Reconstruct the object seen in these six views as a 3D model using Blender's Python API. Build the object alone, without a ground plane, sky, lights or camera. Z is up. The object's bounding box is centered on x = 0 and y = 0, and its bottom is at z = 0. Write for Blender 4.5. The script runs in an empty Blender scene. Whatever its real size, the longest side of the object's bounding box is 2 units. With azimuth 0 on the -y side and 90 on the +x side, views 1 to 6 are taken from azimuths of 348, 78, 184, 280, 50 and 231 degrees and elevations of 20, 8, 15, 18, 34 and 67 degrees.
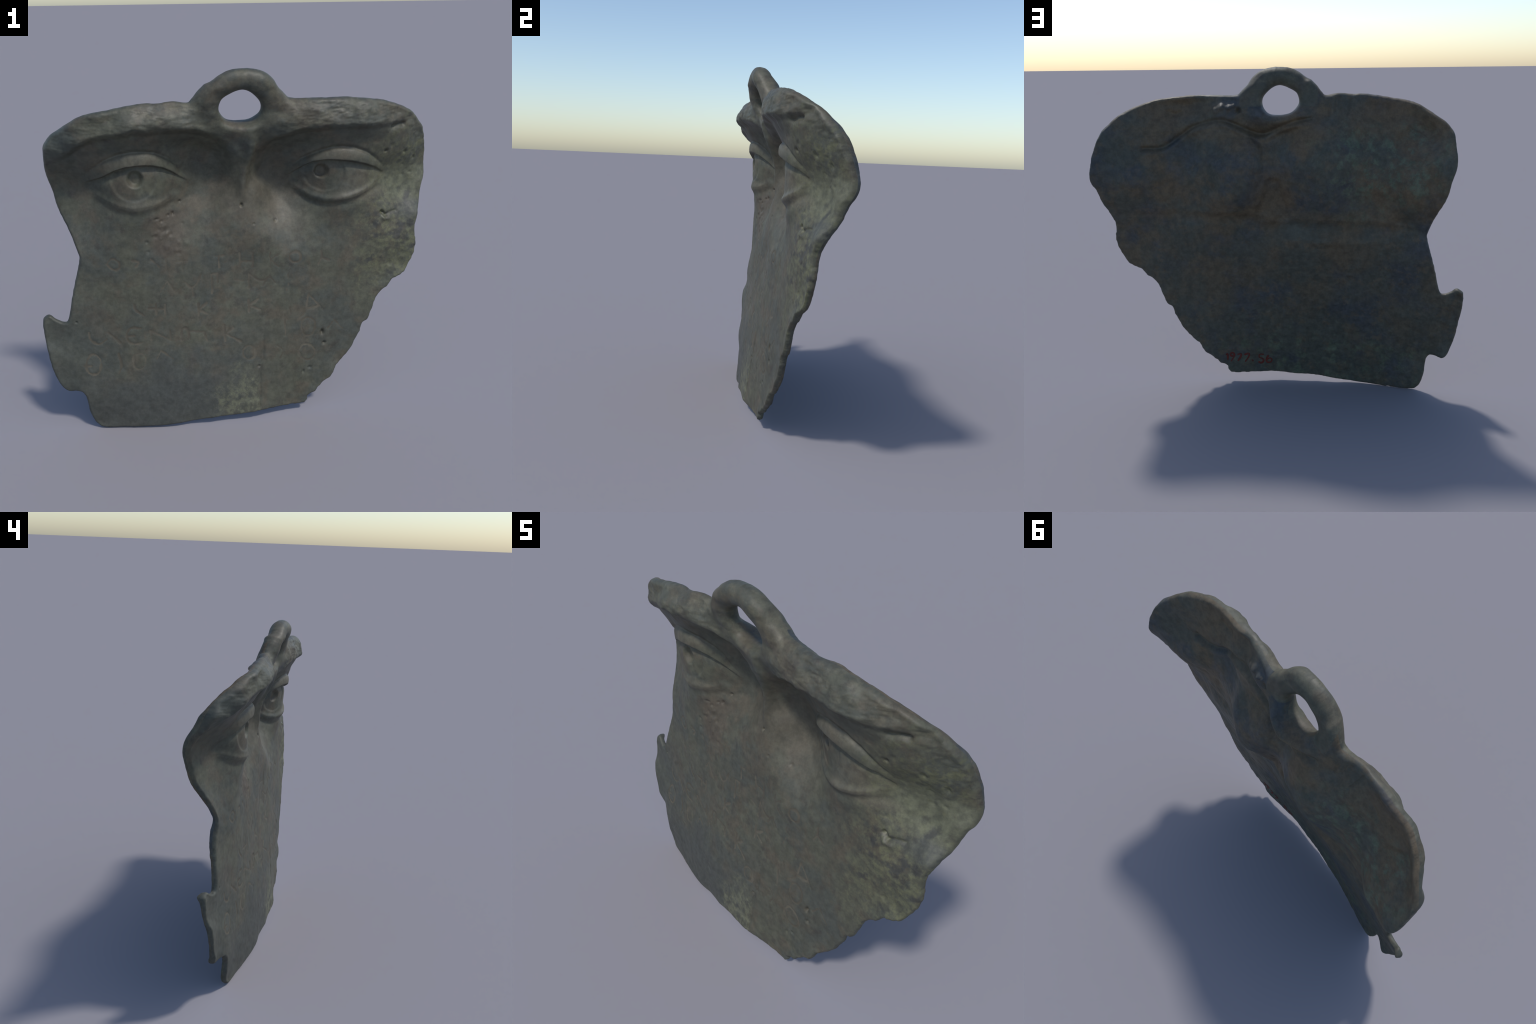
"""Fragment of an ancient bronze votive plaque: a cast sheet with two modelled eyes, heavy
eyebrows that roll back at the sides, a nose bridge, a suspension loop and an incised inscription.
The sheet is described as two depth fields (front and back) over the x-z plane inside an outline."""
import numpy as np

STEP = 0.0036            # mesh pitch of the sheet
SEED = 7

# ---- control points of the face sheet (front side), (x, z, y)
SHEET = [(-.76,.03,-.028),(-.62,.02,-.062),(-.40,.05,-.110),(-.3,.03,-.112),(-.1,.05,-.130),(.1,.05,-.132),(.3,.06,-.112),
 (-.95,.3,.0),(-.75,.314,-.03),(-.5,.28,-.072),(-.3,.31,-.098),(0.,.35,-.104),(.12,.41,-.096),(.3,.3,-.101),(.404,.447,-.088),(.5,.26,-.09),(.58,.36,-.083),
 (-.985,.5,.028),(-.85,.55,.010),(-.65,.60,-.016),(-.585,.503,-.036),(-.5,.61,-.035),(-.38,.482,-.061),(-.441,.655,-.038),(-.205,.485,-.077),(-.207,.655,-.050),(-.087,.626,-.062),(.15,.63,-.074),(.336,.644,-.069),(.5,.55,-.078),(.66,.52,-.078),
 (-.97,.62,.04),(-.84,.72,.024),(-.79,.87,.035),(-.6,.87,-.010),(-.45,.84,-.022),(-.253,.749,-.039),(-.2,.86,-.032),(.013,.859,-.036),(.262,.873,-.057),(.287,.815,-.058),(.427,.834,-.057),(.532,.857,-.059),(.55,.70,-.066),(.7,.75,-.054),(.85,.77,-.047),(.78,.9,-.060),(.9,.9,-.045),
 (-.79,.95,.04),(-.448,.962,-.014),(-.337,.952,-.014),(-.297,.924,-.022),(-.6,1.0,-.006),(-.72,1.03,.045),(-.82,1.05,.08),(-.15,1.0,-.018),(.02,.98,-.040),(.12,.99,-.044),(.25,.998,-.016),(.357,1.025,-.019),(.5,1.0,-.042),(.635,.983,-.052),(.6,1.06,-.048),(.741,1.051,-.04),(.85,1.02,-.028),(.93,1.04,-.025),
 (-.361,1.054,.006),(-.331,1.118,.026),(-.292,1.17,.045),(-.246,1.209,.071),(-.5,1.09,-.020),(-.5,1.14,-.033),(-.08,1.08,-.012),(.003,1.13,-.016),(.09,1.08,-.014),(-.07,1.19,.030),(.075,1.20,.008),(-.14,1.17,.060),(.166,1.166,.060),(.24,1.17,.068),(.3,1.12,.034),(.49,1.1,-.060),(.5,1.17,-.064),(.6,1.13,-.058),(.74,1.15,-.012),(.87,1.15,.035),(.97,1.18,.045),
 (-.65,1.15,.035),(-.78,1.15,.098),(-.87,1.2,.13),
 (-.504,1.29,-.035),(-.41,1.293,-.02),(-.3,1.27,.04),(-.22,1.28,.072),(-.085,1.27,.062),(.005,1.2,.0),(.005,1.26,.006),(.005,1.32,-.002),(.005,1.39,-.026),(.005,1.47,-.066),
 (.095,1.27,.048),(.2,1.28,.07),(.28,1.29,.04),(.398,1.298,-.04),(.5,1.26,-.062),(.6,1.26,-.056),(.72,1.265,-.012),(.85,1.27,.03),(.903,1.322,.026),(.833,1.366,-.024),(.713,1.386,-.076),(.98,1.27,.08),
 (-.62,1.27,.005),(-.7,1.26,.076),(-.8,1.28,.122),(-.9,1.3,.145),
 (-.411,1.484,-.058),(-.5,1.43,-.056),(-.6,1.42,-.032),(-.72,1.4,.004),(-.85,1.38,.09),(-.3,1.43,.005),(-.2,1.42,.04),(-.1,1.42,.025),(.1,1.42,.025),(.2,1.42,.004),(.3,1.43,-.025),(.45,1.43,-.088),(.6,1.43,-.098),(.93,1.40,.02)]

# ---- control points of the heavy eyebrow roll (front side), (x, z, y)
BROW = [(-.90,1.43,.05),(-.88,1.40,.055),(-.87,1.46,.018),(-.85,1.50,.018),(-.84,1.53,.012),(-.8,1.46,-.022),(-.8,1.51,-.030),(-.8,1.55,-.020),(-.75,1.52,-.072),(-.7,1.5,-.088),(-.7,1.57,-.072),(-.6,1.52,-.115),(-.6,1.59,-.1),
 (-.5,1.53,-.138),(-.5,1.58,-.143),(-.5,1.63,-.115),(-.4,1.54,-.13),(-.4,1.6,-.133),(-.4,1.64,-.105),(-.3,1.53,-.12),(-.3,1.6,-.12),(-.3,1.64,-.1),(-.2,1.5,-.09),(-.2,1.6,-.1),
 (-.1,1.46,-.05),(-.1,1.54,-.08),(0,1.40,-.042),(0,1.47,-.073),(0,1.53,-.098),(0,1.56,-.105),(.1,1.46,-.06),(.1,1.54,-.102),(.2,1.50,-.108),(.2,1.6,-.130),
 (.3,1.53,-.14),(.3,1.61,-.14),(.4,1.54,-.158),(.4,1.62,-.145),(.533,1.585,-.168),(.5,1.54,-.168),(.5,1.63,-.14),(.65,1.55,-.155),(.65,1.61,-.13),
 (.75,1.51,-.112),(.76,1.56,-.1),(.75,1.59,-.095),(.85,1.5,-.045),(.85,1.55,-.045),(.93,1.45,.01),(.96,1.4,.035)]
# lower edge of the eyebrows: x -> z
BROW_EDGE = ([-1.0,-.9,-.84,-.79,-.76,-.675,-.6,-.5,-.4,-.3,-.2,-.135,-.077,-.03,.02,.06,.085,.161,.241,.3,.4,.52,.6,.68,.79,.845,.9,1.0],
             [1.37,1.40,1.425,1.45,1.478,1.525,1.538,1.546,1.55,1.55,1.536,1.510,1.47,1.42,1.40,1.41,1.434,1.48,1.512,1.528,1.535,1.538,1.535,1.542,1.525,1.49,1.44,1.38])
# the rim: outline of the sheet in (x, z) with the depth y of its back edge
RIM_POINTS = [(-.245,1.655,-.045),(-.314,1.664,-.06),(-.38,1.659,-.055),(-.45,1.660,-.05),(-.54,1.647,-.055),(-.596,1.638,-.060),(-.653,1.629,-.050),(-.696,1.618,-.035),(-.719,1.610,-.019),(-.748,1.596,.0),
 (-.783,1.573,.015),(-.808,1.555,.035),(-.854,1.524,.062),(-.883,1.493,.089),(-.900,1.461,.111),(-.906,1.405,.132),(-.909,1.372,.152),(-.909,1.335,.168),(-.905,1.300,.175),(-.887,1.236,.174),
 (-.879,1.196,.165),(-.876,1.173,.166),(-.853,1.107,.142),(-.824,1.041,.108),(-.795,.949,.067),(-.789,.925,.066),(-.802,.866,.073),(-.815,.823,.067),(-.845,.717,.058),(-.867,.628,.049),(-.885,.597,.048),
 (-.930,.612,.052),(-.963,.634,.064),(-.990,.620,.086),(-.997,.600,.070),(-.998,.560,.060),(-.990,.457,.042),(-.975,.354,.030),(-.954,.280,.028),(-.930,.232,.040),(-.905,.214,.040),(-.860,.222,.015),
 (-.838,.212,.003),(-.825,.184,.0),(-.815,.100,.002),(-.790,.030,.002),(-.760,.006,-.002),(-.645,.001,-.034),(-.476,.007,-.063),(-.330,.018,-.084),(-.195,.034,-.098),(-.060,.038,-.104),(.060,.047,-.108),
 (.200,.045,-.095),(.305,.047,-.085),(.324,.066,-.083),(.326,.086,-.083),(.371,.110,-.074),(.411,.152,-.071),(.453,.180,-.066),(.484,.236,-.068),(.511,.260,-.062),(.554,.309,-.056),(.587,.360,-.050),
 (.615,.418,-.050),(.627,.461,-.048),(.659,.489,-.047),(.683,.539,-.047),(.700,.591,-.042),(.722,.631,-.042),(.769,.667,-.036),(.802,.703,-.033),(.840,.718,-.032),(.865,.740,-.027),(.896,.790,-.020),
 (.918,.844,-.010),(.920,.910,-.007),(.916,.972,-.006),(.937,1.040,.018),(.955,1.085,.050),(.980,1.175,.080),(.991,1.195,.090),(.999,1.230,.103),(.999,1.257,.107),(.992,1.310,.102),(.983,1.360,.092),
 (.968,1.410,.079),(.940,1.478,.046),(.906,1.515,.014),(.875,1.546,-.010),(.846,1.568,-.022),(.787,1.597,-.040),(.742,1.614,-.060),(.705,1.625,-.072),(.670,1.635,-.078),(.560,1.650,-.080),(.458,1.657,-.080),
 (.353,1.657,-.078),(.224,1.660,-.055)]
RIM = RIM_POINTS
# suspension loop: outer outline (continues the rim) and the hole
LOOP = [(.200,1.680),(.172,1.708),(.148,1.742),(.135,1.757),(.115,1.772),(.085,1.787),(.045,1.797),(0,1.799),(-.050,1.795),(-.085,1.783),(-.119,1.762),(-.152,1.740),(-.169,1.733),(-.200,1.702),(-.224,1.672)]
HOLE = [(0,1.705),(-.030,1.699),(-.057,1.687),(-.078,1.676),(-.095,1.660),(-.105,1.620),(-.090,1.590),(-.065,1.568),(-.030,1.558),(.010,1.556),(.050,1.562),(.078,1.585),(.090,1.615),(.085,1.645),(.060,1.675),(.030,1.697)]
# points measured on the back, (x, z, y)
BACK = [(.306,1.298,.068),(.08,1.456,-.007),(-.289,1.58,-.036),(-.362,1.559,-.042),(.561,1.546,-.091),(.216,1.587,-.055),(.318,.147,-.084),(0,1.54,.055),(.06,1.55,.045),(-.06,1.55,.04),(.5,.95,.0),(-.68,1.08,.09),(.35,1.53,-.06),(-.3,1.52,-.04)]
# where the casting is thicker (+) or thinner (-) than that, (x, z, dy)
THICK = [(x, 1.19, .026) for x in (-.7, -.5, -.25, .25, .5, .78)] + [(x, 1.04, .004) for x in (-.7, -.4, -.1, .2, .5, .8)] + [(x, .89, .022) for x in (-.6, -.3, 0, .3, .6)] + [
 (-.45,1.31,.045),(.46,1.525,.025),(.3,1.57,.03),(.12,1.50,.01),(-.36,1.54,.025),(.27,1.40,-.025),(.5,1.435,-.02),(-.67,1.42,-.022),(.43,1.63,-.015),(-.36,1.63,-.015),(0,1.3,.01)] + [
 (x, .65, .0) for x in (-.6, -.3, 0, .3, .6)] + [(.1,.8,.008)] + [(x, .3, 0) for x in (-.7, -.3, .1, .5)]

THICK_LOCAL = [(.64,1.50,.11,.06,.022),(.29,1.55,.08,.04,.018),(.33,1.31,.06,.07,.022),(.04,1.02,.07,.05,.014),(-.5,1.18,.07,.08,.026),(-.79,1.53,.05,.05,.018),(-.3,.88,.2,.03,.010),
 (.80,1.34,.07,.10,-.022),(.56,1.61,.14,.03,-.016),(.23,1.41,.13,.05,-.022),(-.06,1.46,.07,.06,-.028),(-.15,1.36,.08,.08,-.026),(-.155,1.22,.07,.08,-.028),(-.44,1.43,.14,.05,-.022),(-.73,1.45,.08,.06,-.018),(-.76,1.24,.06,.09,-.026),(-.67,.99,.07,.05,-.018),(.24,1.63,.09,.035,-.014),(-.02,1.47,.06,.03,-.012),(.13,1.47,.05,.03,-.016),(-.25,1.42,.08,.04,-.014),(.83,1.27,.05,.09,-.012),(.36,1.18,.05,.04,-.014),(.09,1.0,.05,.03,.012),(-.66,1.50,.06,.04,.016)]

# eyes: lid edge, lid crease and lower lid as (x, z) knots; iris and pupil as (x, z, rx, rz)
EYES = [dict(upper=[(-.745,1.272),(-.722,1.287),(-.649,1.319),(-.595,1.351),(-.537,1.370),(-.479,1.376),(-.420,1.371),(-.367,1.353),(-.318,1.321),(-.293,1.300),(-.242,1.264)],
             crease=[(-.765,1.295),(-.742,1.314),(-.685,1.362),(-.631,1.400),(-.572,1.424),(-.515,1.437),(-.458,1.437),(-.400,1.426),(-.341,1.393),(-.304,1.360),(-.280,1.318),(-.242,1.280)],
             lower=[(-.751,1.231),(-.681,1.224),(-.636,1.201),(-.580,1.179),(-.522,1.169),(-.462,1.169),(-.400,1.175),(-.336,1.198),(-.284,1.204),(-.238,1.210)],
             iris=(-.505,1.303,.101,.098), pupil=(-.500,1.310,.042,.044), lid=.019, low=.010),
        dict(upper=[(.230,1.250),(.253,1.268),(.270,1.279),(.307,1.312),(.355,1.344),(.411,1.356),(.470,1.355),(.532,1.347),(.601,1.329),(.666,1.303),(.735,1.262)],
             crease=[(.235,1.262),(.262,1.310),(.304,1.352),(.352,1.380),(.390,1.400),(.435,1.414),(.482,1.418),(.544,1.410),(.612,1.384),(.673,1.340),(.745,1.278)],
             lower=[(.230,1.235),(.267,1.215),(.320,1.184),(.350,1.168),(.408,1.154),(.467,1.155),(.516,1.163),(.581,1.179),(.654,1.205),(.730,1.245)],
             iris=(.413,1.284,.092,.088), pupil=(.397,1.296,.035,.040), lid=.021, low=.017)]

# incised inscription: strokes of the worn letters, row by row, (x, z)
LETTERS = [
 [(-.663,.893),(-.637,.918),(-.603,.898),(-.611,.865),(-.641,.867),(-.663,.893)],[(-.541,.908),(-.512,.894),(-.526,.875)],
 [(-.015,.907),(-.016,.835)],[(-.017,.861),(.044,.860)],[(.049,.901),(.048,.830)],[(.136,.902),(.135,.825)],[(.137,.864),(.173,.887)],[(.137,.864),(.177,.823)],
 [(.237,.884),(.257,.896),(.283,.891),(.294,.868),(.284,.846),(.255,.841),(.236,.859),(.237,.884)],[(.402,.889),(.405,.856),(.385,.817)],[(.405,.850),(.443,.835)],
 [(-.292,.774),(-.257,.746),(-.211,.812)],[(-.257,.746),(-.256,.704)],[(-.161,.807),(-.160,.759),(-.163,.708)],[(-.132,.808),(-.131,.762)],[(-.161,.807),(-.132,.809)],
 [(.028,.793),(.027,.722)],[(.034,.789),(.090,.756),(.130,.773)],[(.130,.780),(.161,.738)],[(.124,.774),(.096,.730)],[(-.045,.767),(0,.760)],[(.224,.780),(.227,.733),(.216,.693)],
 [(-.548,.677),(-.543,.651),(-.503,.617)],[(-.443,.679),(-.444,.621)],[(-.481,.655),(-.402,.645)],[(-.400,.671),(-.401,.612)],
 [(.334,.660),(.313,.572),(.278,.535)],[(.334,.660),(.412,.569)],[(.313,.582),(.388,.592)],[(.231,.602),(.237,.567)],
 [(-.781,.542),(-.773,.501),(-.738,.477),(-.698,.501)],[(-.686,.538),(-.631,.483)],[(-.526,.552),(-.570,.556),(-.596,.530),(-.593,.492),(-.564,.471),(-.520,.476)],[(-.598,.513),(-.560,.515)],
 [(-.478,.485),(-.478,.533)],[(-.478,.536),(-.381,.480)],[(-.381,.480),(-.384,.534)],[(-.296,.477),(-.290,.520)],[(-.294,.521),(-.211,.512)],[(-.214,.513),(-.201,.464)],
 [(-.109,.538),(-.110,.458)],[(-.106,.494),(-.065,.520)],[(-.106,.494),(-.030,.446)],[(.203,.565),(.206,.454)],[(.290,.484),(.305,.531),(.347,.530),(.367,.496),(.346,.442),(.311,.443),(.290,.484)],
 [(-.805,.392),(-.774,.423),(-.739,.397),(-.740,.348),(-.758,.320),(-.790,.321),(-.809,.350),(-.805,.392)],[(-.817,.365),(-.786,.363)],[(-.646,.424),(-.635,.366),(-.651,.316)],
 [(-.577,.379),(-.562,.414),(-.524,.413),(-.515,.370),(-.536,.335),(-.567,.343),(-.577,.379)],[(-.435,.431),(-.375,.381)],[(-.457,.389),(-.435,.431)],
 [(-.45,.905),(-.41,.86)],[(-.38,.90),(-.38,.845)],[(-.33,.885),(-.28,.885)],[(-.30,.89),(-.30,.835)],[(-.14,.90),(-.10,.90)],[(-.12,.90),(-.12,.84)],[(-.38,.79),(-.42,.73)],[(-.38,.79),(-.345,.73)],
 [(-.235,.66),(-.235,.60)],[(-.235,.63),(-.19,.66)],[(-.235,.63),(-.185,.60)],[(.02,.66),(.02,.60)],[(.02,.63),(.07,.66)],[(.02,.63),(.075,.605)],[(-.33,.48),(-.31,.54),(-.285,.48)],[(-.02,.40),(.01,.42),(.04,.40),(.04,.36),(.005,.345),(-.02,.37),(-.02,.40)],
 [(.274,.360),(.303,.391),(.345,.377),(.366,.330),(.330,.300),(.288,.322),(.274,.360)],[(.443,.537),(.479,.497),(.523,.447)],[(.465,.499),(.437,.466)],[(.157,.406),(.190,.373),(.176,.332)]]
# red inventory number brushed on the back, (x, z)
NUMBER = [[(.333,.158),(.323,.167),(.322,.127)],[(.281,.161),(.295,.152),(.305,.161),(.297,.173),(.285,.170),(.282,.156),(.303,.119)],[(.264,.164),(.241,.166),(.262,.122)],
 [(.223,.164),(.194,.168),(.218,.118)],[(.180,.132),(.170,.122)],[(.108,.165),(.131,.165),(.135,.147),(.116,.138),(.111,.122),(.124,.110),(.141,.118)],[(.081,.160),(.092,.134),(.088,.114),(.071,.113),(.061,.128),(.072,.141),(.089,.131)]]
# casting pits: x, z, radius x, radius z, depth
PITS = [(.003,1.145,.007,.008,.014),(.404,.447,.009,.015,.016),(.414,.384,.010,.009,.012),(.125,1.668,.010,.012,.014),(.713,1.386,.011,.009,.012),(.833,1.366,.009,.011,.010),(.903,1.322,.009,.014,.010),
 (-.331,1.118,.006,.009,.010),(-.354,1.113,.007,.007,.007),(-.292,1.170,.006,.006,.010),(-.412,1.102,.012,.006,.007),(-.388,1.088,.008,.007,.006),(.060,.300,.008,.007,.008),(.30,.235,.006,.010,.008),(.335,.255,.011,.009,.007),
 (.175,1.052,.008,.007,.006),(.722,1.062,.012,.008,.010),(.06,1.05,.006,.006,.005),(-.835,.598,.005,.005,.008)]


def tps(pts, lam=1e-4):
    P=np.array(pts,float);X=P[:,:2];y=P[:,2];n=len(X)
    def phi(r2): return np.where(r2>1e-12,.5*r2*np.log(np.maximum(r2,1e-12)),0)
    K=phi(((X[:,None]-X[None])**2).sum(2))+lam*np.eye(n)
    Q=np.c_[np.ones(n),X];A=np.block([[K,Q],[Q.T,np.zeros((3,3))]])
    w=np.linalg.solve(A,np.r_[y,0,0,0])
    def f(x,z):
        x=np.asarray(x,float);z=np.asarray(z,float);o=w[n]+w[n+1]*x+w[n+2]*z
        for i in range(n): o=o+w[i]*phi((x-X[i,0])**2+(z-X[i,1])**2)
        return o
    return f


def smooth(a, b, x):
    t = np.clip((x - a) / (b - a), 0, 1)
    return t * t * (3 - 2 * t)


def lattice(ix, iz, seed):
    h = (ix.astype(np.int64) * 374761393 + iz.astype(np.int64) * 668265263 + seed * 974711) & 0x7fffffff
    h = ((h ^ (h >> 13)) * 1274126177) & 0x7fffffff
    return ((h ^ (h >> 16)) & 0xffff) / 32767.5 - 1.0


def vnoise(x, z, seed=0):
    ix = np.floor(x).astype(int); iz = np.floor(z).astype(int)
    fx = x - ix; fz = z - iz
    fx = fx ** 3 * (fx * (fx * 6 - 15) + 10); fz = fz ** 3 * (fz * (fz * 6 - 15) + 10)
    a = lattice(ix, iz, seed); b = lattice(ix + 1, iz, seed); c = lattice(ix, iz + 1, seed); d = lattice(ix + 1, iz + 1, seed)
    return (a * (1 - fx) + b * fx) * (1 - fz) + (c * (1 - fx) + d * fx) * fz


def fbm(x, z, size, octaves=3, seed=0):
    o = 0; amp = 1.0; s = 1.0 / size
    for k in range(octaves):
        ca, sa = np.cos(.7 * k + .4), np.sin(.7 * k + .4)
        o = o + amp * vnoise((x * ca - z * sa) * s + 17.3 * k, (x * sa + z * ca) * s - 9.1 * k, seed + k)
        amp *= .5; s *= 2.03
    return o


def blur(a, sigma):
    n = int(np.ceil(sigma * 3)); k = np.exp(-.5 * (np.arange(-n, n + 1) / sigma) ** 2); k /= k.sum()
    for ax in (0, 1):
        p = np.pad(a, [(n, n) if i == ax else (0, 0) for i in (0, 1)], mode='edge')
        a = sum(k[i] * np.take(p, range(i, i + a.shape[ax]), axis=ax) for i in range(2 * n + 1))
    return a


def catmull(pts, step, closed=True):
    P = np.array(pts, float); n = len(P); out = []
    for i in range(n if closed else n - 1):
        if closed: p0, p1, p2, p3 = P[i - 1], P[i], P[(i + 1) % n], P[(i + 2) % n]
        else: p0, p1, p2, p3 = P[max(i - 1, 0)], P[i], P[i + 1], P[min(i + 2, n - 1)]
        m = max(2, int(np.hypot(*(p2 - p1)[:2]) / step))
        d1 = max(np.hypot(*(p2 - p1)[:2]), 1e-6)
        t1 = (p2 - p0) / max(np.hypot(*(p2 - p0)[:2]), 1e-6) * d1; t2 = (p3 - p1) / max(np.hypot(*(p3 - p1)[:2]), 1e-6) * d1
        t = np.linspace(0, 1, m, endpoint=False)[:, None]
        out.append((2 * t**3 - 3 * t**2 + 1) * p1 + (t**3 - 2 * t**2 + t) * t1 + (-2 * t**3 + 3 * t**2) * p2 + (t**3 - t**2) * t2)
    if not closed: out.append(P[-1:])
    return np.vstack(out)


def seg_nearest(qx, qz, poly, closed=True):
    """distance and nearest point from points to a polyline"""
    A = poly[:, :2]; B = np.roll(A, -1, 0)
    if not closed: A, B = A[:-1], B[:-1]
    best = np.full(qx.shape, 1e9); nx = np.zeros_like(qx); nz = np.zeros_like(qx)
    for (ax, az), (bx, bz) in zip(A, B):
        dx, dz = bx - ax, bz - az; L = dx * dx + dz * dz + 1e-12
        t = np.clip(((qx - ax) * dx + (qz - az) * dz) / L, 0, 1)
        cx, cz = ax + t * dx, az + t * dz; d = (qx - cx) ** 2 + (qz - cz) ** 2
        m = d < best; best = np.where(m, d, best); nx = np.where(m, cx, nx); nz = np.where(m, cz, nz)
    return np.sqrt(best), nx, nz


def inside(qx, qz, poly):
    r = np.zeros(qx.shape, bool); A = poly[:, :2]; B = np.roll(A, -1, 0)
    for (ax, az), (bx, bz) in zip(A, B):
        if az == bz: continue
        c = ((az > qz) != (bz > qz)) & (qx < (bx - ax) * (qz - az) / (bz - az) + ax)
        r ^= c
    return r


def outlines():
    o = catmull([p[:2] for p in RIM] + LOOP, .006)
    # the torn edges are ragged, the cast upper rim only a little uneven
    n = len(o); t = np.roll(o, -1, 0) - np.roll(o, 1, 0); t /= np.hypot(t[:, 0], t[:, 1])[:, None] + 1e-9
    nrm = np.c_[t[:, 1], -t[:, 0]]
    torn = smooth(1.2, .95, o[:, 1]) * smooth(.0, .3, o[:, 0]) * .0018 + .0010
    o = o + nrm * (torn * (fbm(o[:, 0], o[:, 1], .022, 2, 40)))[:, None]
    return o, catmull(HOLE, .006)


def groove(x, z, strokes, width):
    d = np.full(x.shape, 9.0)
    for s in strokes:
        P = np.array(s); m = (x > P[:, 0].min() - .03) & (x < P[:, 0].max() + .03) & (z > P[:, 1].min() - .03) & (z < P[:, 1].max() + .03)
        if m.any():
            dd, _, _ = seg_nearest(x[m], z[m], catmull(s, .006, False), False)
            d[m] = np.minimum(d[m], dd)
    return d


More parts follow.
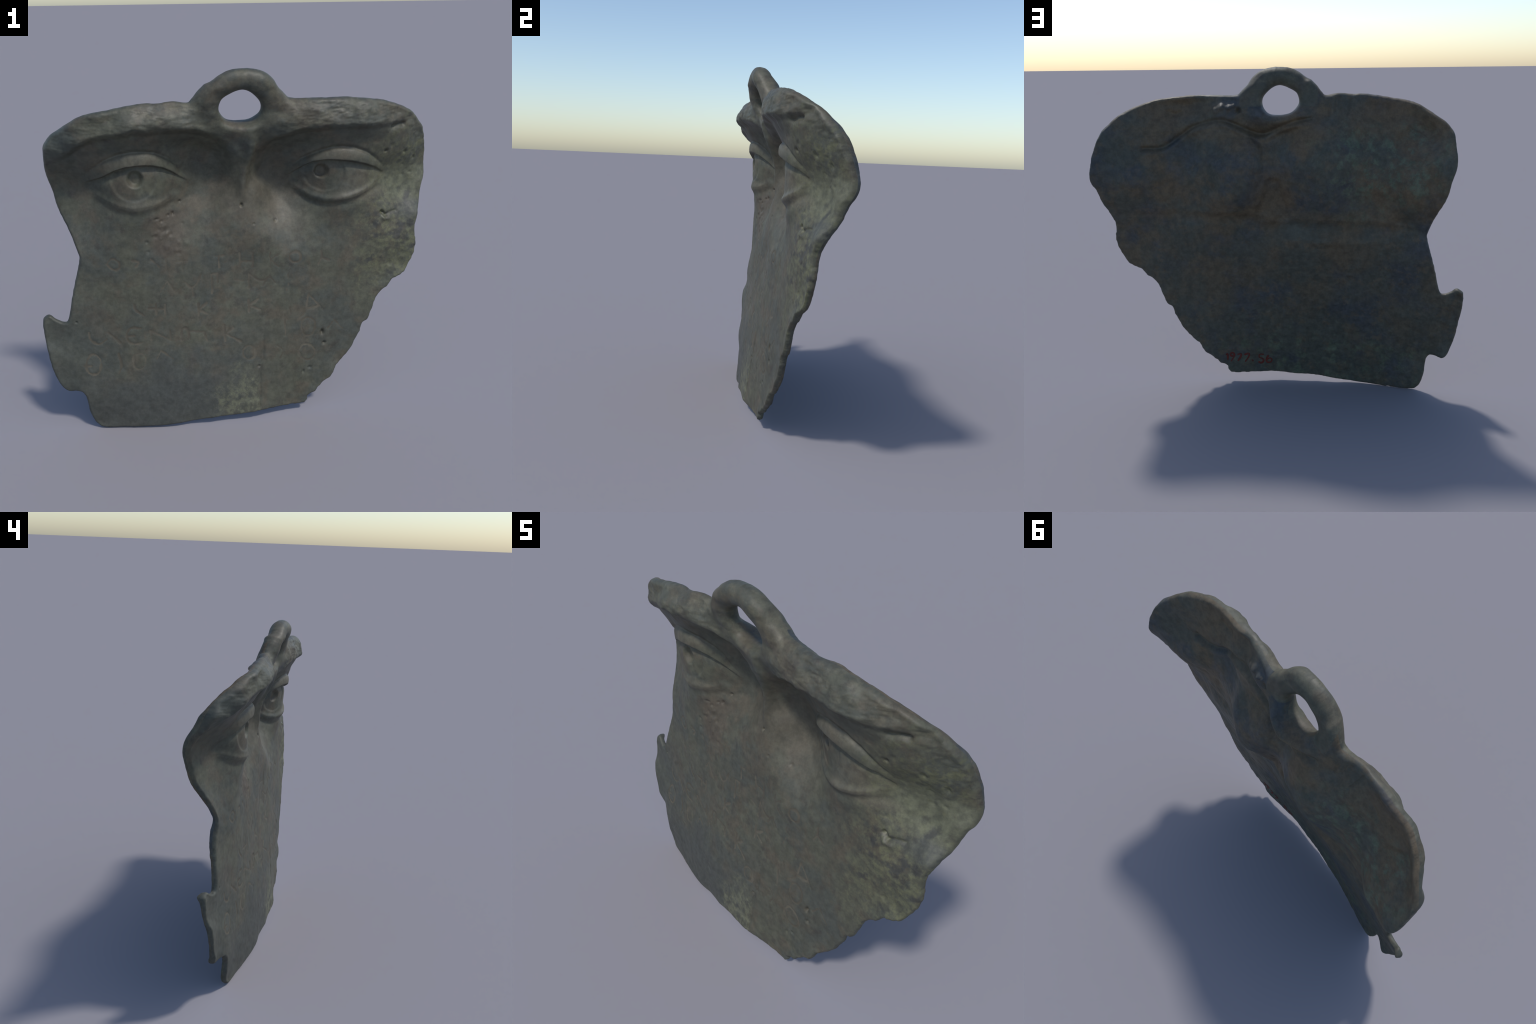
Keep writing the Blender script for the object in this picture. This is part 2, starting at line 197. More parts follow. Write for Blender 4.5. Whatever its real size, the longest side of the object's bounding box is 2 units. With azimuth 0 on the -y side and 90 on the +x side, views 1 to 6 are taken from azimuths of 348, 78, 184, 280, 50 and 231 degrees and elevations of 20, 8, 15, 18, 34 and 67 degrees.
def build_fields():
    xs = np.arange(-1.025, 1.0251, STEP); zs = np.arange(-.025, 1.826, STEP)
    X, Z = np.meshgrid(xs, zs)
    global RIM
    RIM = [(x, z, y + (.014 * float(smooth(.92, 1.05, z) * smooth(1.6, 1.5, z) * (x > .7)) + .007 * float(smooth(1.0, 1.1, z) * smooth(1.55, 1.45, z) * (x < -.7)))) for x, z, y in RIM_POINTS]
    F = {'xs': xs, 'zs': zs, 'X': X, 'Z': Z}
    edge_z = np.interp(X, *BROW_EDGE) - .006 + .004 * fbm(X, Z * 0, .05, 2, 5)
    rim_front = [(x * .999, z, y - .034) for x, z, y in RIM if z < 1.32][::2]
    sheet = tps(SHEET + rim_front, 2e-4)(X, Z)
    top_front = [(x, z, y - .052) for x, z, y in RIM if z > 1.45 and x > -.8][::2]
    brow = tps(BROW + top_front, 2e-4)(X, Z) - .004 * smooth(1.64, 1.6, Z) * smooth(.85, .7, abs(X))
    soft = smooth(.16, .05, abs(X - .015)) * .055 + smooth(.72, .86, X) * .075      # sharp ledge, soft at the nose and outer temple
    wb = .52 * smooth(-.030 - soft, .014 + .6 * soft, Z - edge_z) + .48 * smooth(-.105 - soft, .006 + .6 * soft, Z - edge_z)
    base = sheet * (1 - wb) + brow * wb
    F['edge_z'] = edge_z; F['wb'] = wb

    # ---------------- back: a softer copy of the front, one sheet thickness behind it
    s = 1 / STEP
    b0 = blur(base, .035 * s) + .034
    pts = BACK + [(x, z, y) for x, z, y in RIM][::2]
    ix = lambda x: np.clip(np.round((x - xs[0]) / STEP).astype(int), 0, len(xs) - 1)
    iz = lambda z: np.clip(np.round((z - zs[0]) / STEP).astype(int), 0, len(zs) - 1)
    res = [(x, z, y - b0[iz(np.array(z)), ix(np.array(x))]) for x, z, y in pts]
    grid_anchor = [(x, z, 0) for x in (-.6, -.3, 0, .3, .6) for z in (.3, .6, .85, 1.05, 1.2) if not (x == .6 and z == .3)]
    back = b0 + tps(res + grid_anchor, 5e-4)(X, Z)
    back = back + tps(THICK + [(x, z, 0) for x, z, y in RIM][::4], 5e-4)(X, Z)

    for px, pz, rx, rz, dy in THICK_LOCAL: back = back + dy * np.exp(-((X - px) / rx) ** 2 - ((Z - pz) / rz) ** 2)

    # ---------------- front relief
    f = base.copy()
    # narrow nose ridge
    ax = .008 + .035 * smooth(1.2, 1.45, Z)
    f -= .022 * np.exp(-((X - ax) / .024) ** 2) * smooth(1.15, 1.25, Z) * smooth(1.55, 1.42, Z)
    F['eye'] = np.zeros(X.shape, int)
    for k, e in enumerate(EYES):
        up, cr, lo = (np.array(e[n]) for n in ('upper', 'crease', 'lower'))
        zu = np.interp(X, up[:, 0], up[:, 1]); zc = np.interp(X, cr[:, 0], cr[:, 1]); zl = np.interp(X, lo[:, 0], lo[:, 1])
        x0, x1 = up[0, 0], up[-1, 0]
        span = smooth(x0 - .02, x0 + .15, X) * smooth(x1 + .02, x1 - .15, X)
        inx = (X > x0) & (X < x1)
        # ball of the eye, set back under the upper lid
        t = np.clip((Z - zl) / np.maximum(zu - zl, .01), 0, 1)
        ball = np.where(inx & (Z > zl) & (Z < zu), 4 * t * (1 - t), 0)
        f -= .010 * ball ** .7 * span
        f += .010 * np.where(inx, smooth(zu - .05, zu, Z) * (Z < zu), 0) * span
        # upper lid: sharp lower edge, rounded band, crease above
        w = np.maximum(zc - zu, .012); q = (Z - zu) / w
        band = smooth(-.008, .006, Z - zu) * np.where(q < 1, (1 - np.clip(q, 0, 1) ** 2.2), 0)
        f -= e['lid'] * band * span
        f += .007 * np.exp(-((Z - zc - .004) / .010) ** 2) * span
        # lower lid
        f -= e['low'] * np.exp(-((Z - zl) / .020) ** 2) * span
        f += .004 * np.exp(-((Z - zl + .035) / .022) ** 2) * span
        opening = inx & (Z > zl + .006) & (Z < zu + .002)
        cx, cz, rx, rz = e['iris']; r = np.hypot((X - cx) / rx, (Z - cz) / rz)
        iris = smooth(1.05, .90, r) * opening
        f += .0058 * iris
        f += .002 * np.exp(-((r - 1) * rx / .006) ** 2) * opening
        cx, cz, rx, rz = e['pupil']; rp = np.hypot((X - cx) / rx, (Z - cz) / rz)
        f += .024 * np.where(rp < 1.1, smooth(1.08, .45, rp), 0)
        F['eye'] = np.where(inx & (Z >= zl - .016) & (Z < zl + .008), 10 * k + 1, F['eye'])
        F['eye'] = np.where(inx & (Z >= zl + .008) & (Z < zu), 10 * k + 2, F['eye'])
        F['eye'] = np.where((F['eye'] == 10 * k + 2) & (r < 1), 10 * k + 3, F['eye'])
        F['eye'] = np.where((F['eye'] == 10 * k + 3) & (rp < 1), 10 * k + 4, F['eye'])
        F['eye'] = np.where(inx & (Z >= zu) & (Z < zc), 10 * k + 5, F['eye'])
    # inscription
    d = groove(X, Z, LETTERS, .008)
    d = d + .0025 * fbm(X, Z, .02, 2, 60)
    wear = .62 + .22 * fbm(X, Z, .10, 2, 61) - .12 * smooth(.2, .3, X) * smooth(.66, .6, Z)
    cut = np.exp(-(d / .0065) ** 2)
    f += .0027 * np.clip(wear, .3, 1) * cut
    F['cut'] = cut * np.clip(wear, .2, 1)
    # the straight crack beside the pale patch near the bottom edge
    cx = np.interp(Z, [.03, .144, .259, .368, .471], [.046, .061, .065, .083, .088]) + .004 * fbm(X * 0, Z, .04, 2, 70)
    f += .004 * np.exp(-((X - cx) / .006) ** 2) * smooth(.5, .42, Z)
    # pits
    for px, pz, rx, rz, dep in PITS:
        r = np.hypot((X - px) / rx, (Z - pz) / rz); f += dep * np.exp(-r ** 2 * 1.1)
    rng = np.random.default_rng(SEED)
    for _ in range(26):                                   # corroded cluster under one eye
        px, pz = rng.normal(-.375, .045), rng.normal(1.02, .06); rr = rng.uniform(.006, .014)
        f += rng.choice([-1, 1]) * rng.uniform(.002, .005) * np.exp(-((X - px) ** 2 + (Z - pz) ** 2) / rr ** 2)
    for _ in range(60):                                   # corroded outer cheek
        px, pz = rng.uniform(.66, .95), rng.uniform(.68, 1.45); rr = rng.uniform(.006, .014)
        f += rng.uniform(-.002, .0035) * np.exp(-((X - px) ** 2 + (Z - pz) ** 2) / rr ** 2)
    # scar and brow dent
    f += .008 * np.exp(-(groove(X, Z, [[(.72, 1.067), (.742, 1.044)]], .01) / .009) ** 2) + .006 * np.exp(-(groove(X, Z, [[(.742, 1.046), (.775, 1.058), (.806, 1.06)]], .01) / .008) ** 2)
    f -= .008 * np.exp(-(groove(X, Z, [[(.735, 1.034), (.76, 1.028)]], .01) / .012) ** 2)
    f += .020 * np.exp(-(groove(X, Z, [[(.728, 1.508), (.765, 1.514), (.79, 1.515)]], .01) / .015) ** 2)
    # hammered and corroded skin
    rough = .35 + .55 * smooth(.55, .8, X) * smooth(.55, .7, Z)
    f += .0018 * fbm(X, Z, .11, 2, 1) + .0014 * rough * fbm(X, Z, .022, 3, 2)
    hair = fbm(X + .35 * Z * np.sign(X), Z * 2.4, .085, 2, 9)
    f -= .0032 * hair * wb * smooth(.1, .25, abs(X)) * (1 - .6 * smooth(.55, .75, X))
    f -= .0036 * fbm(X, Z, .055, 2, 12) * wb
    f -= .0012 * fbm(X * .8 + .9 * Z * np.sign(X), Z * 2.6 - .5 * abs(X), .022, 2, 14) * smooth(.55, .9, wb) * smooth(.12, .25, abs(X))

    # ---------------- back relief
    crease = [(.736, 1.379), (.631, 1.385), (.545, 1.439), (.474, 1.486), (.411, 1.509), (.308, 1.528), (.241, 1.508), (.154, 1.471), (.087, 1.458), (-.002, 1.495), (-.089, 1.526), (-.169, 1.536)]
    back -= .015 * np.exp(-(groove(X, Z, [crease], .01) / .014) ** 2)
    back += .007 * np.exp(-(groove(X, Z, [[(x, z - .026) for x, z in crease]], .01) / .014) ** 2)
    tri = smooth(0, 1, (1.24 - Z) / .03) * smooth(.98, 1.01, Z)
    wid = np.interp(Z, [1.0, 1.04, 1.15, 1.23], [.085, .09, .048, .03])
    back -= .011 * tri * smooth(wid + .018, wid - .018, abs(X - .03))
    back += .011 * np.exp(-(groove(X, Z, [[(.03, 1.17), (.025, 1.02)]], .01) / .022) ** 2)
    ledge = np.interp(X, [-.785, -.496, -.158, .05, .142, .369, .591, .879], [.965, .99, 1.002, 1.0, 1.036, 1.042, 1.05, 1.05]) + .006 * fbm(X, Z * 0, .12, 2, 44)
    back -= .005 * np.exp(-((Z - ledge + .04) / .028) ** 2) * smooth(.84, .7, abs(X))
    back += .014 * smooth(-.024, .012, Z - ledge) * smooth(.16, .04, Z - ledge) * smooth(.86, .7, abs(X)) * (.55 + .45 * smooth(.0, .2, abs(X - .28) * -1 + .25))
    for a, w, dep in ([[(-.297, 1.638), (-.292, 1.573)], .006, .008], [[(-.38, 1.631), (-.359, 1.539)], .006, .007], [[(-.455, 1.552), (-.535, 1.512)], .007, .006], [[(-.268, 1.605), (-.262, 1.546)], .006, .005], [[(.60, 1.566), (.566, 1.555), (.54, 1.565)], .016, .012]):
        back -= dep * np.exp(-(groove(X, Z, [a], .01) / w) ** 2)
    for px, pz, rr, hgt in ((.345, 1.582, .022, .020), (.308, 1.598, .020, .030), (.266, 1.596, .016, .026), (.240, 1.606, .013, .016), (.213, 1.580, .013, -.028), (-.384, .687, .012, .007)):
        back += hgt * np.exp(-((X - px) ** 2 + (Z - pz) ** 2) / rr ** 2)
    back += .0025 * fbm(X, Z, .14, 2, 21) + .0012 * fbm(X, Z, .025, 3, 22)
    # burr turned back at the tip of the torn tab
    back += .02 * np.exp(-((X + .982) ** 2 + (Z - .618) ** 2) / .024 ** 2)

    # ---------------- suspension loop: a thick round ring leaning forward
    rr = np.hypot(X, Z - 1.64)
    wl = smooth(.25, .155, rr) * smooth(1.545, 1.61, Z)
    lm = np.interp(Z, [1.53, 1.60, 1.66, 1.72, 1.80], [-.049, -.067, -.087, -.106, -.116]); lh = .048
    lump = .004 * fbm(X, Z, .06, 2, 33)
    f = f * (1 - wl) + (lm - lh + lump) * wl
    back = back * (1 - wl) + (lm + lh + lump * .6) * wl
    back = back + .017 * np.exp(-((X - .150) ** 2 + (Z - 1.705) ** 2) / .034 ** 2) + .012 * np.exp(-((X + .155) ** 2 + (Z - 1.725) ** 2) / .02 ** 2)
    F['wl'] = wl
    back = np.maximum(back, f + .022)

    outer, hole = outlines()
    d, nx, nz = seg_nearest(X, Z, outer); d2, hx, hz = seg_nearest(X, Z, hole)
    ins = inside(X, Z, outer) & ~inside(X, Z, hole)
    m = d2 < d; nx = np.where(m, hx, nx); nz = np.where(m, hz, nz); d = np.minimum(d, d2)
    F['d'] = np.where(ins, d, -d); F['nx'] = nx; F['nz'] = nz
    # rounded rim: both faces run together at the outline
    rad = .013 + .006 * smooth(1.42, 1.5, Z); rad = rad * (1 - wl) + .048 * wl
    low = smooth(1.6, 1.56, Z) * smooth(.2, .13, abs(X)) * smooth(1.4, 1.5, Z); rad = rad * (1 - low) + .045 * low
    F['f'] = f; F['b'] = back; F['rad'] = rad
    return F


def sample(F, key, x, z):
    a = F[key]; u = np.clip((x - F['xs'][0]) / STEP, 0, a.shape[1] - 1.001); v = np.clip((z - F['zs'][0]) / STEP, 0, a.shape[0] - 1.001)
    i = u.astype(int); j = v.astype(int); fu = u - i; fv = v - j
    return (a[j, i] * (1 - fu) + a[j, i + 1] * fu) * (1 - fv) + (a[j + 1, i] * (1 - fu) + a[j + 1, i + 1] * fu) * fv


def sheet_mesh(F):
    """quads inside the outline, border vertices drawn onto it; front and back share the rim"""
    X, Z, d = F['X'].copy(), F['Z'].copy(), F['d']
    keep = d > -.45 * STEP
    cell = keep[:-1, :-1] & keep[1:, :-1] & keep[:-1, 1:] & keep[1:, 1:]
    cnt = np.zeros(X.shape, int)
    for a in (0, 1):
        for b in (0, 1): cnt[a:a + cell.shape[0], b:b + cell.shape[1]] += cell
    used = cnt > 0; border = used & (cnt < 4)
    X[border] = F['nx'][border]; Z[border] = F['nz'][border]
    # relax the first rows next to the rim
    near = used & ~border & (d < 3 * STEP)
    for _ in range(4):
        for A in (X, Z):
            av = (np.roll(A, 1, 0) + np.roll(A, -1, 0) + np.roll(A, 1, 1) + np.roll(A, -1, 1)) / 4
            A[near] = .5 * A[near] + .5 * av[near]
    idx = -np.ones(X.shape, int); idx[used] = np.arange(used.sum())
    x, z = X[used], Z[used]; bd = border[used]
    dist = np.zeros(len(x)); outer, hole = outlines()
    nb = d[used] < .09
    dn = np.minimum(seg_nearest(x[nb], z[nb], outer)[0], seg_nearest(x[nb], z[nb], hole)[0])
    dist[:] = 1; dist[nb] = dn; dist[bd] = 0
    f, b, rad = (sample(F, k, x, z) for k in ('f', 'b', 'rad'))
    t = np.clip(dist / rad, 0, 1); p = np.sqrt(np.maximum(1 - (1 - t) ** 2, 0))
    mid, half = (f + b) / 2, (b - f) / 2
    yf, yb = mid - half * p, mid + half * p
    n = len(x); bi = np.arange(n) + n; bi[bd] = np.where(bd)[0]
    remap = -np.ones(2 * n, int); vk = np.ones(2 * n, bool); vk[n:][bd] = False; remap[vk] = np.arange(vk.sum())
    V = np.vstack([np.c_[x, yf, z], np.c_[x, yb, z]])[vk]
    j, i = np.where(cell)
    q = np.c_[idx[j, i], idx[j, i + 1], idx[j + 1, i + 1], idx[j + 1, i]]
    Q = np.vstack([q, remap[bi[q]][:, ::-1]])
    front = np.r_[np.ones(len(q), bool), np.zeros(len(q), bool)]
    return V, Q, front


# =====================================================================  Blender part
import bpy


class Nodes:
    def __init__(self, name):
        self.mat = bpy.data.materials.new(name); self.mat.use_nodes = True
        self.t = self.mat.node_tree; self.bsdf = self.t.nodes['Principled BSDF']
        self.co = self.t.nodes.new('ShaderNodeTexCoord').outputs['Object']

    def link(self, a, b):
        if hasattr(a, 'node'): self.t.links.new(a, b)
        else: b.default_value = a

    def noise(self, scale, detail=4, rough=.55, stretch=(1, 1, 1), shift=(0, 0, 0)):
        m = self.t.nodes.new('ShaderNodeMapping'); m.inputs['Scale'].default_value = stretch; m.inputs['Location'].default_value = shift
        self.t.links.new(self.co, m.inputs['Vector'])
        n = self.t.nodes.new('ShaderNodeTexNoise'); n.inputs['Scale'].default_value = scale; n.inputs['Detail'].default_value = detail; n.inputs['Roughness'].default_value = rough
        self.t.links.new(m.outputs[0], n.inputs['Vector']); return n.outputs['Fac']

    def range(self, v, a, b, lo=0., hi=1.):
        n = self.t.nodes.new('ShaderNodeMapRange'); n.interpolation_type = 'SMOOTHSTEP'
        self.t.links.new(v, n.inputs[0])
        for i, q in zip((1, 2, 3, 4), (a, b, lo, hi)): n.inputs[i].default_value = q
        return n.outputs[0]

    def math(self, op, a, b=0., c=None):
        n = self.t.nodes.new('ShaderNodeMath'); n.operation = op
        self.link(a, n.inputs[0]); self.link(b, n.inputs[1])
        if c is not None: self.link(c, n.inputs[2])
        return n.outputs[0]

    def blob(self, x, z, rx, rz, wobble=.35, soft=.5, scale=7, seed=0):
        """soft patch around (x, z), its border broken up by noise"""
        m = self.t.nodes.new('ShaderNodeMapping'); m.inputs['Location'].default_value = (-x / rx, 0, -z / rz); m.inputs['Scale'].default_value = (1 / rx, 0, 1 / rz)
        self.t.links.new(self.co, m.inputs['Vector'])
        l = self.t.nodes.new('ShaderNodeVectorMath'); l.operation = 'LENGTH'; self.t.links.new(m.outputs[0], l.inputs[0])
        w = self.noise(scale, 4, .6, shift=(seed, seed * 2.3, 0))
        d = self.math('ADD', l.outputs['Value'], self.math('MULTIPLY', self.math('SUBTRACT', w, .5), wobble * 4))
        return self.range(d, 1 + soft * .5, 1 - soft * .5)

    def mix(self, fac, a, b):
        n = self.t.nodes.new('ShaderNodeMix'); n.data_type = 'RGBA'
        self.link(fac, n.inputs[0])
        for v, s in ((a, n.inputs[6]), (b, n.inputs[7])):
            if hasattr(v, 'node'): self.t.links.new(v, s)
            else: s.default_value = (*v, 1)
        return n.outputs[2]

    def scale(self, col, fac):
        n = self.t.nodes.new('ShaderNodeVectorMath'); n.operation = 'SCALE'
        self.t.links.new(col, n.inputs[0]); self.link(fac, n.inputs[3]); return n.outputs[0]

    def finish(self, col, rough, bump, grain=160, spec=.3, tint=(.92, .895, .775)):
        v = self.t.nodes.new('ShaderNodeVectorMath'); v.operation = 'MULTIPLY'; self.t.links.new(col, v.inputs[0]); v.inputs[1].default_value = tint; col = v.outputs[0]
        self.t.links.new(col, self.bsdf.inputs['Base Color'])
        self.link(rough, self.bsdf.inputs['Roughness']); self.bsdf.inputs['Specular IOR Level'].default_value = spec
        b = self.t.nodes.new('ShaderNodeBump'); b.inputs['Distance'].default_value = .004; b.inputs['Strength'].default_value = bump
        h = self.math('ADD', self.noise(grain, 3, .6), self.math('MULTIPLY', self.noise(45, 4, .6), 1.6))
        self.t.links.new(h, b.inputs['Height']); self.t.links.new(b.outputs[0], self.bsdf.inputs['Normal'])
        return self.mat


def front_material():
    n = Nodes('bronze_front')
    base, olive, brown, slate = (.070, .073, .064), (.081, .084, .068), (.086, .075, .061), (.061, .069, .067)
    pale, lime, dark, tan = (.120, .128, .098), (.108, .113, .070), (.046, .048, .050), (.125, .114, .095)
    c = n.mix(n.range(n.noise(3.2, 5, .6), .40, .64), base, olive)
    c = n.mix(n.math('MULTIPLY', n.range(n.noise(6.5, 6, .7, shift=(3, 1, 2)), .46, .62), .8), c, brown)
    c = n.mix(n.math('MULTIPLY', n.range(n.noise(5.0, 6, .65, shift=(7, 4, 9)), .48, .64), .8), c, slate)
    c = n.mix(n.math('MULTIPLY', n.range(n.noise(15, 5, .65, shift=(9, 4, 1)), .56, .66), .55), c, (.052, .047, .044))
    # slate band along the lower left edge
    c = n.mix(n.math('MULTIPLY', n.blob(-.55, .13, .46, .22, .7, 1.1, 5, 2), .8), c, (.058, .064, .067))
    c = n.mix(n.math('MULTIPLY', n.blob(-.86, .45, .18, .28, .5, 1.2, 5, 3), .6), c, slate)
    # brown stains by the eyes, nose and letters
    c = n.mix(n.math('MULTIPLY', n.blob(.08, 1.20, .18, .14, .5, 1.1, 8, 4), .6), c, brown)
    c = n.mix(n.math('MULTIPLY', n.blob(-.36, 1.03, .10, .12, .5, .9, 12, 5), .7), c, (.080, .066, .056))
    c = n.mix(n.math('MULTIPLY', n.blob(.60, 1.24, .12, .07, .5, 1.1, 9, 6), .4), c, tan)
    # corroded yellow-green side
    g = n.blob(.84, .92, .22, .40, .6, 1.2, 6, 7)
    c = n.mix(n.math('MULTIPLY', n.math('MULTIPLY', g, n.range(n.noise(30, 6, .75), .40, .66)), .8), c, lime)
    c = n.mix(n.math('MULTIPLY', n.math('MULTIPLY', n.blob(.82, 1.34, .15, .15, .6, 1.2, 9, 8), n.range(n.noise(34, 5, .75), .42, .64)), .8), c, lime)
    c = n.mix(n.math('MULTIPLY', n.blob(.85, 1.20, .15, .09, .5, 1.1, 9, 9), n.range(n.noise(20, 5, .7, shift=(2, 2, 7)), .3, .6, .35, .9)), c, pale)
    spots = n.math('MULTIPLY', n.blob(.80, .92, .22, .28, .5, 1.0, 6, 10), n.range(n.noise(13, 4, .55, shift=(2, 5, 1)), .55, .66))
    c = n.mix(n.math('MULTIPLY', spots, .9), c, dark)
    c = n.mix(n.math('MULTIPLY', n.blob(.90, 1.06, .08, .05, .4, 1.0, 8, 11), .6), c, (.072, .078, .082))
    # pale crust left of the straight crack
    m = n.t.nodes.new('ShaderNodeSeparateXYZ'); n.t.links.new(n.co, m.inputs[0])
    left = n.range(m.outputs[0], .062, .050)
    crust = n.math('MULTIPLY', n.math('MULTIPLY', n.blob(-.02, .13, .17, .15, .6, 1.0, 10, 12), left), n.range(n.noise(28, 6, .75), .40, .62))
    c = n.mix(crust, c, (.122, .128, .098))
    # eyebrow: paler flecks
    c = n.mix(n.math('MULTIPLY', n.math('MULTIPLY', n.range(m.outputs[2], 1.5, 1.56), n.range(n.noise(16, 5, .65, stretch=(1, 1, 1.8)), .46, .68)), .6), c, (.122, .118, .094))
    c = n.mix(n.math('MULTIPLY', n.blob(-.84, 1.47, .10, .09, .5, 1.1, 8, 13), .8), c, (.056, .064, .060))
    # lighter tan patches at the cheek beside the nose and along the lids
    c = n.mix(n.math('MULTIPLY', n.blob(.24, 1.06, .10, .12, .5, 1.2, 7, 14), .3), c, tan)
    c = n.mix(n.math('MULTIPLY', n.blob(.48, 1.385, .13, .03, .3, 1.0, 7, 15), .5), c, tan)
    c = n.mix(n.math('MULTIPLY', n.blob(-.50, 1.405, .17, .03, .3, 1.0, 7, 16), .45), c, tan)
    c = n.mix(n.math('MULTIPLY', n.blob(-.44, 1.175, .20, .03, .4, 1.0, 9, 17), .45), c, tan)
    c = n.mix(n.math('MULTIPLY', n.blob(.60, 1.17, .14, .03, .4, 1.0, 9, 18), .45), c, tan)
    # fine mottling
    c = n.scale(c, n.range(n.noise(30, 6, .75), .28, .72, .76, 1.26))
    return n.finish(c, n.range(n.noise(9, 4), .3, .7, .48, .66), .10, spec=.4)


def back_material():
    n = Nodes('bronze_back')
    slate, brown, green, navy = (.066, .072, .066), (.112, .084, .056), (.092, .118, .090), (.048, .057, .076)
    m = n.t.nodes.new('ShaderNodeSeparateXYZ'); n.t.links.new(n.co, m.inputs[0])
    c = n.mix(n.math('MULTIPLY', n.range(n.noise(4.0, 6, .65, shift=(1, 8, 3)), .42, .64), n.range(m.outputs[2], .5, 1.2, .45, 1.)), slate, brown)
    c = n.mix(n.math('MULTIPLY', n.range(n.noise(3.6, 6, .65, shift=(5, 2, 6)), .48, .66), .8), c, navy)
    c = n.mix(n.math('MULTIPLY', n.range(n.noise(13, 6, .7, shift=(2, 7, 6)), .52, .64), .6), c, (.108, .086, .062))
    c = n.mix(n.math('MULTIPLY', n.blob(-.62, 1.53, .28, .10, .5, 1.0, 6, 1), .7), c, brown)
    c = n.mix(n.math('MULTIPLY', n.blob(.55, 1.58, .30, .06, .5, 1.0, 6, 2), .6), c, brown)
    c = n.mix(n.math('MULTIPLY', n.blob(.03, 1.10, .10, .15, .5, 1.0, 8, 3), .7), c, brown)
    c = n.mix(n.math('MULTIPLY', n.blob(.25, 1.48, .55, .05, .4, 1.0, 8, 6), .6), c, (.112, .088, .060))
    c = n.mix(n.math('MULTIPLY', n.blob(0, 1.02, .9, .03, .35, 1.0, 8, 7), .5), c, (.105, .084, .060))
    c = n.mix(n.math('MULTIPLY', n.blob(-.55, 1.28, .30, .20, .6, 1.1, 6, 4), n.range(n.noise(20, 5, .7), .45, .64)), c, green)
    c = n.mix(n.math('MULTIPLY', n.blob(-.3, .15, .7, .16, .6, 1.1, 5, 5), n.range(n.noise(15, 5, .7), .48, .68)), c, green)
    c = n.scale(c, n.range(n.noise(30, 6, .75, shift=(4, 4, 4)), .28, .72, .70, 1.32))
    return n.finish(c, n.range(n.noise(9, 4), .3, .7, .5, .68), .10, spec=.4)


def cut_material():
    n = Nodes('bronze_incision')
    c = n.mix(n.range(n.noise(9, 4, .6), .42, .6), (.078, .072, .062), (.106, .098, .084))
    return n.finish(c, .65, .1)


def paint_material():
    n = Nodes('red_paint')
    c = n.mix(n.range(n.noise(90, 3, .6), .45, .65), (.125, .022, .018), (.07, .028, .024))
    return n.finish(c, .6, .1)


def make_object(name, V, Q, mats, slots, normals, parent):
    me = bpy.data.meshes.new(name)
    ids = np.unique(Q); rm = np.zeros(len(V), int); rm[ids] = np.arange(len(ids)); q = rm[Q]
    me.vertices.add(len(ids)); me.vertices.foreach_set('co', V[ids].astype(np.float32).ravel())
    me.loops.add(q.size); me.loops.foreach_set('vertex_index', q.astype(np.int32).ravel())
    me.polygons.add(len(q)); me.polygons.foreach_set('loop_start', np.arange(0, q.size, 4, dtype=np.int32))
    me.update(calc_edges=True)
    used = sorted(set(slots.tolist())); lut = {s: i for i, s in enumerate(used)}
    for s in used: me.materials.append(mats[s])
    me.polygons.foreach_set('material_index', np.array([lut[s] for s in slots], dtype=np.int32))
    me.polygons.foreach_set('use_smooth', np.ones(len(q), bool))
    me.validate(); me.update()
    me.normals_split_custom_set_from_vertices(normals[ids].astype(np.float32))
    ob = bpy.data.objects.new(name, me); bpy.context.scene.collection.objects.link(ob); ob.parent = parent
    return ob


def vertex_normals(V, Q):
    a, b, c, d = (V[Q[:, i]] for i in range(4))
    fn = np.cross(c - a, d - b); N = np.zeros_like(V)
    for i in range(4): np.add.at(N, Q[:, i], fn)
    return N / (np.linalg.norm(N, axis=1)[:, None] + 1e-12)


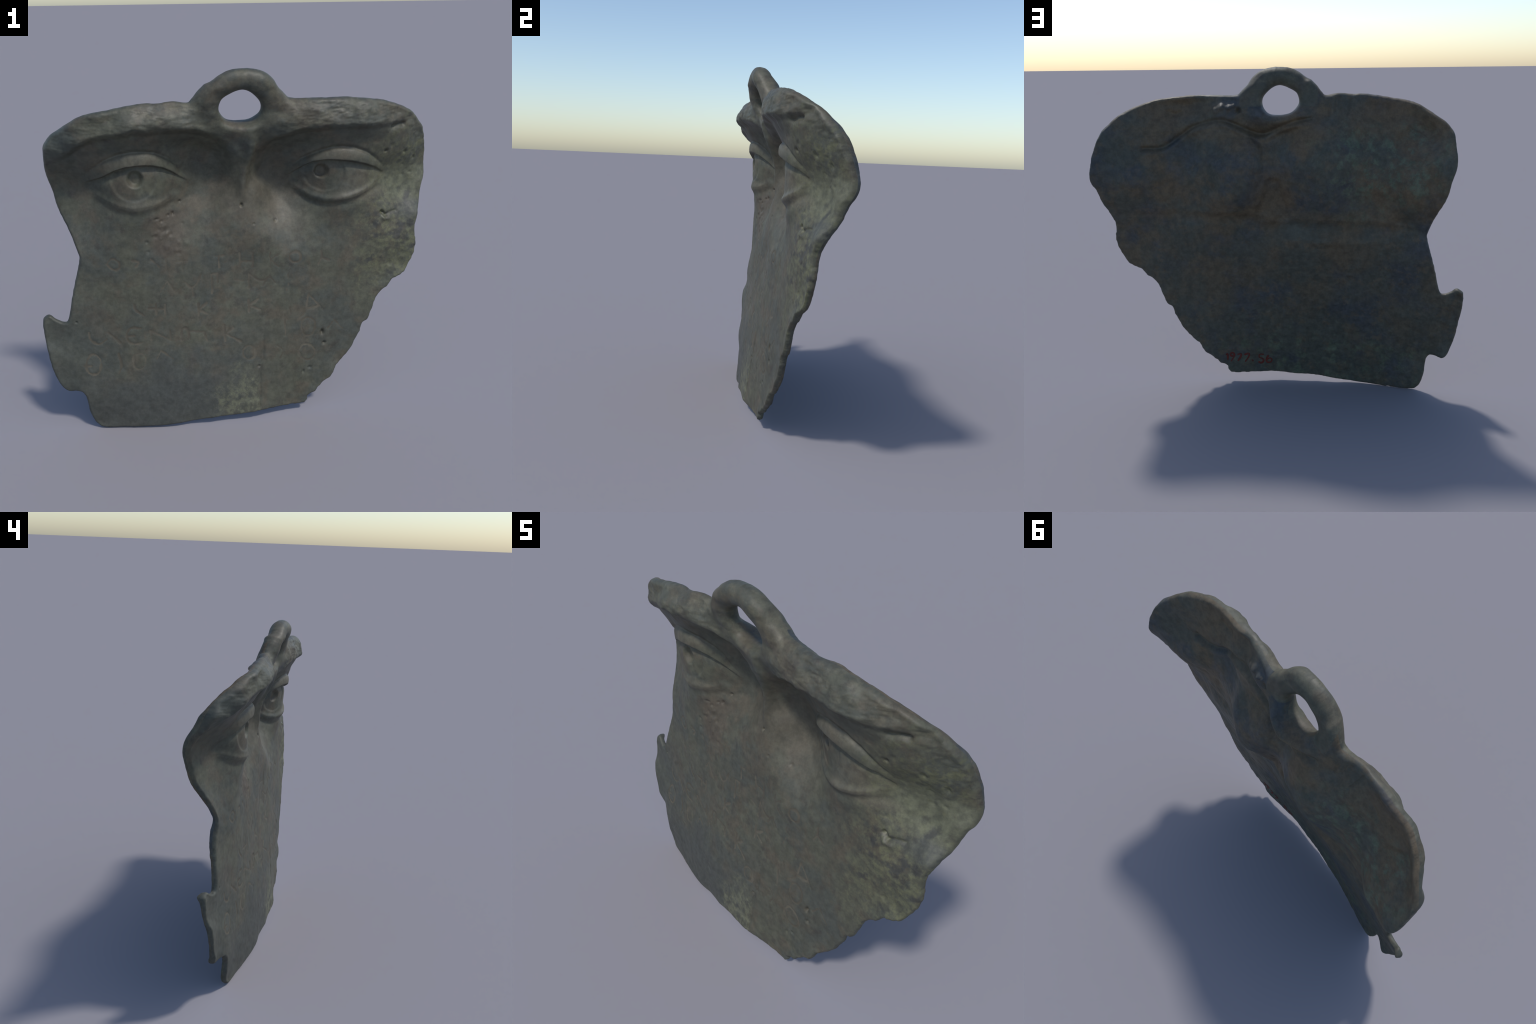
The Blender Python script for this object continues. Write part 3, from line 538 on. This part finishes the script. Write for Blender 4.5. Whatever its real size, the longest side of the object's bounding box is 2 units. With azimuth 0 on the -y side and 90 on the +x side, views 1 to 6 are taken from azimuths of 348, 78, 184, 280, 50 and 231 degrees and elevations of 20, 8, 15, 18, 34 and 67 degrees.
def brush_stroke(name, pts, F, mat, parent):
    """a flat brushed line of paint lying on the back surface"""
    P = catmull(pts, .003, False); n = len(P)
    t = np.gradient(P, axis=0); t /= np.hypot(t[:, 0], t[:, 1])[:, None] + 1e-9; nr = np.c_[-t[:, 1], t[:, 0]]
    w = .0066 * (1 + .25 * np.sin(np.linspace(0, 5, n) + pts[0][0] * 90)); w[0] *= .5; w[-1] *= .5
    prof = [(-1, -.002), (-.6, .0016), (.6, .0016), (1, -.002)]; V = []
    for s, h in prof:
        q = P + nr * (w * s)[:, None]; V.append(np.c_[q[:, 0], sample(F, 'b', q[:, 0], q[:, 1]) + h, q[:, 1]])
    V = np.vstack(V); Q = []
    for k in range(4):
        k2 = (k + 1) % 4
        for i in range(n - 1): Q.append((k * n + i, k * n + i + 1, k2 * n + i + 1, k2 * n + i))
    faces = Q + [tuple(k * n for k in range(4)), tuple(k * n + n - 1 for k in (3, 2, 1, 0))]
    me = bpy.data.meshes.new(name); me.from_pydata(V.tolist(), [], faces); me.materials.append(mat); me.update()
    ob = bpy.data.objects.new(name, me); bpy.context.scene.collection.objects.link(ob); ob.parent = parent
    return ob


def main():
    F = build_fields(); V, Q, front = sheet_mesh(F); N = vertex_normals(V, Q)
    mats = [front_material(), back_material(), cut_material()]
    root = bpy.data.objects.new('votive_plaque', None); bpy.context.scene.collection.objects.link(root)
    root['label'] = 'broken dark bronze face plaque with two eyes and hanging loop'
    root['category'] = 'bronze relief'
    C = V[Q].mean(1); cx, cz = C[:, 0], C[:, 2]
    near = lambda k: F[k][np.clip(np.round((cz - F['zs'][0]) / STEP).astype(int), 0, len(F['zs']) - 1), np.clip(np.round((cx - F['xs'][0]) / STEP).astype(int), 0, len(F['xs']) - 1)]
    region = np.zeros(len(Q), int)
    ez = np.interp(cx, *BROW_EDGE)
    region[front & (cz > ez) & (cx < .02)] = 1
    region[front & (cz > ez) & (cx >= .02)] = 2
    region[front & (abs(cx - .015) < .075) & (cz > 1.15) & (cz < ez)] = 3
    region[(sample(F, 'wl', cx, cz) > .45) & (cz > 1.6)] = 4
    eye = near('eye')
    for code in (1, 2, 3, 4, 5, 11, 12, 13, 14, 15): region[front & (eye == code) & (region == 0)] = 100 + code
    slots = np.where(front, 0, 1)
    slots[(region == 4)] = 0
    slots[front & (region == 0) & (sample(F, 'cut', cx, cz) > .34)] = 2
    names = {0: 'plate', 1: 'eyebrow', 2: 'eyebrow', 3: 'nose_bridge', 4: 'suspension_loop'}
    for k in (0, 10): names.update({101 + k: 'lower_eyelid', 102 + k: 'eyeball', 103 + k: 'iris', 104 + k: 'pupil', 105 + k: 'upper_eyelid'})
    made = {}
    for code, nm in names.items():
        m = region == code
        if not m.any(): continue
        parent = root
        if code in (103, 113, 104, 114): parent = made[code // 10 * 10 + 2]
        made[code] = make_object(nm, V, Q[m], mats, slots[m], N, parent)
    paint = paint_material()
    for s in NUMBER: brush_stroke('painted_digit', s, F, paint, made[0])


main()
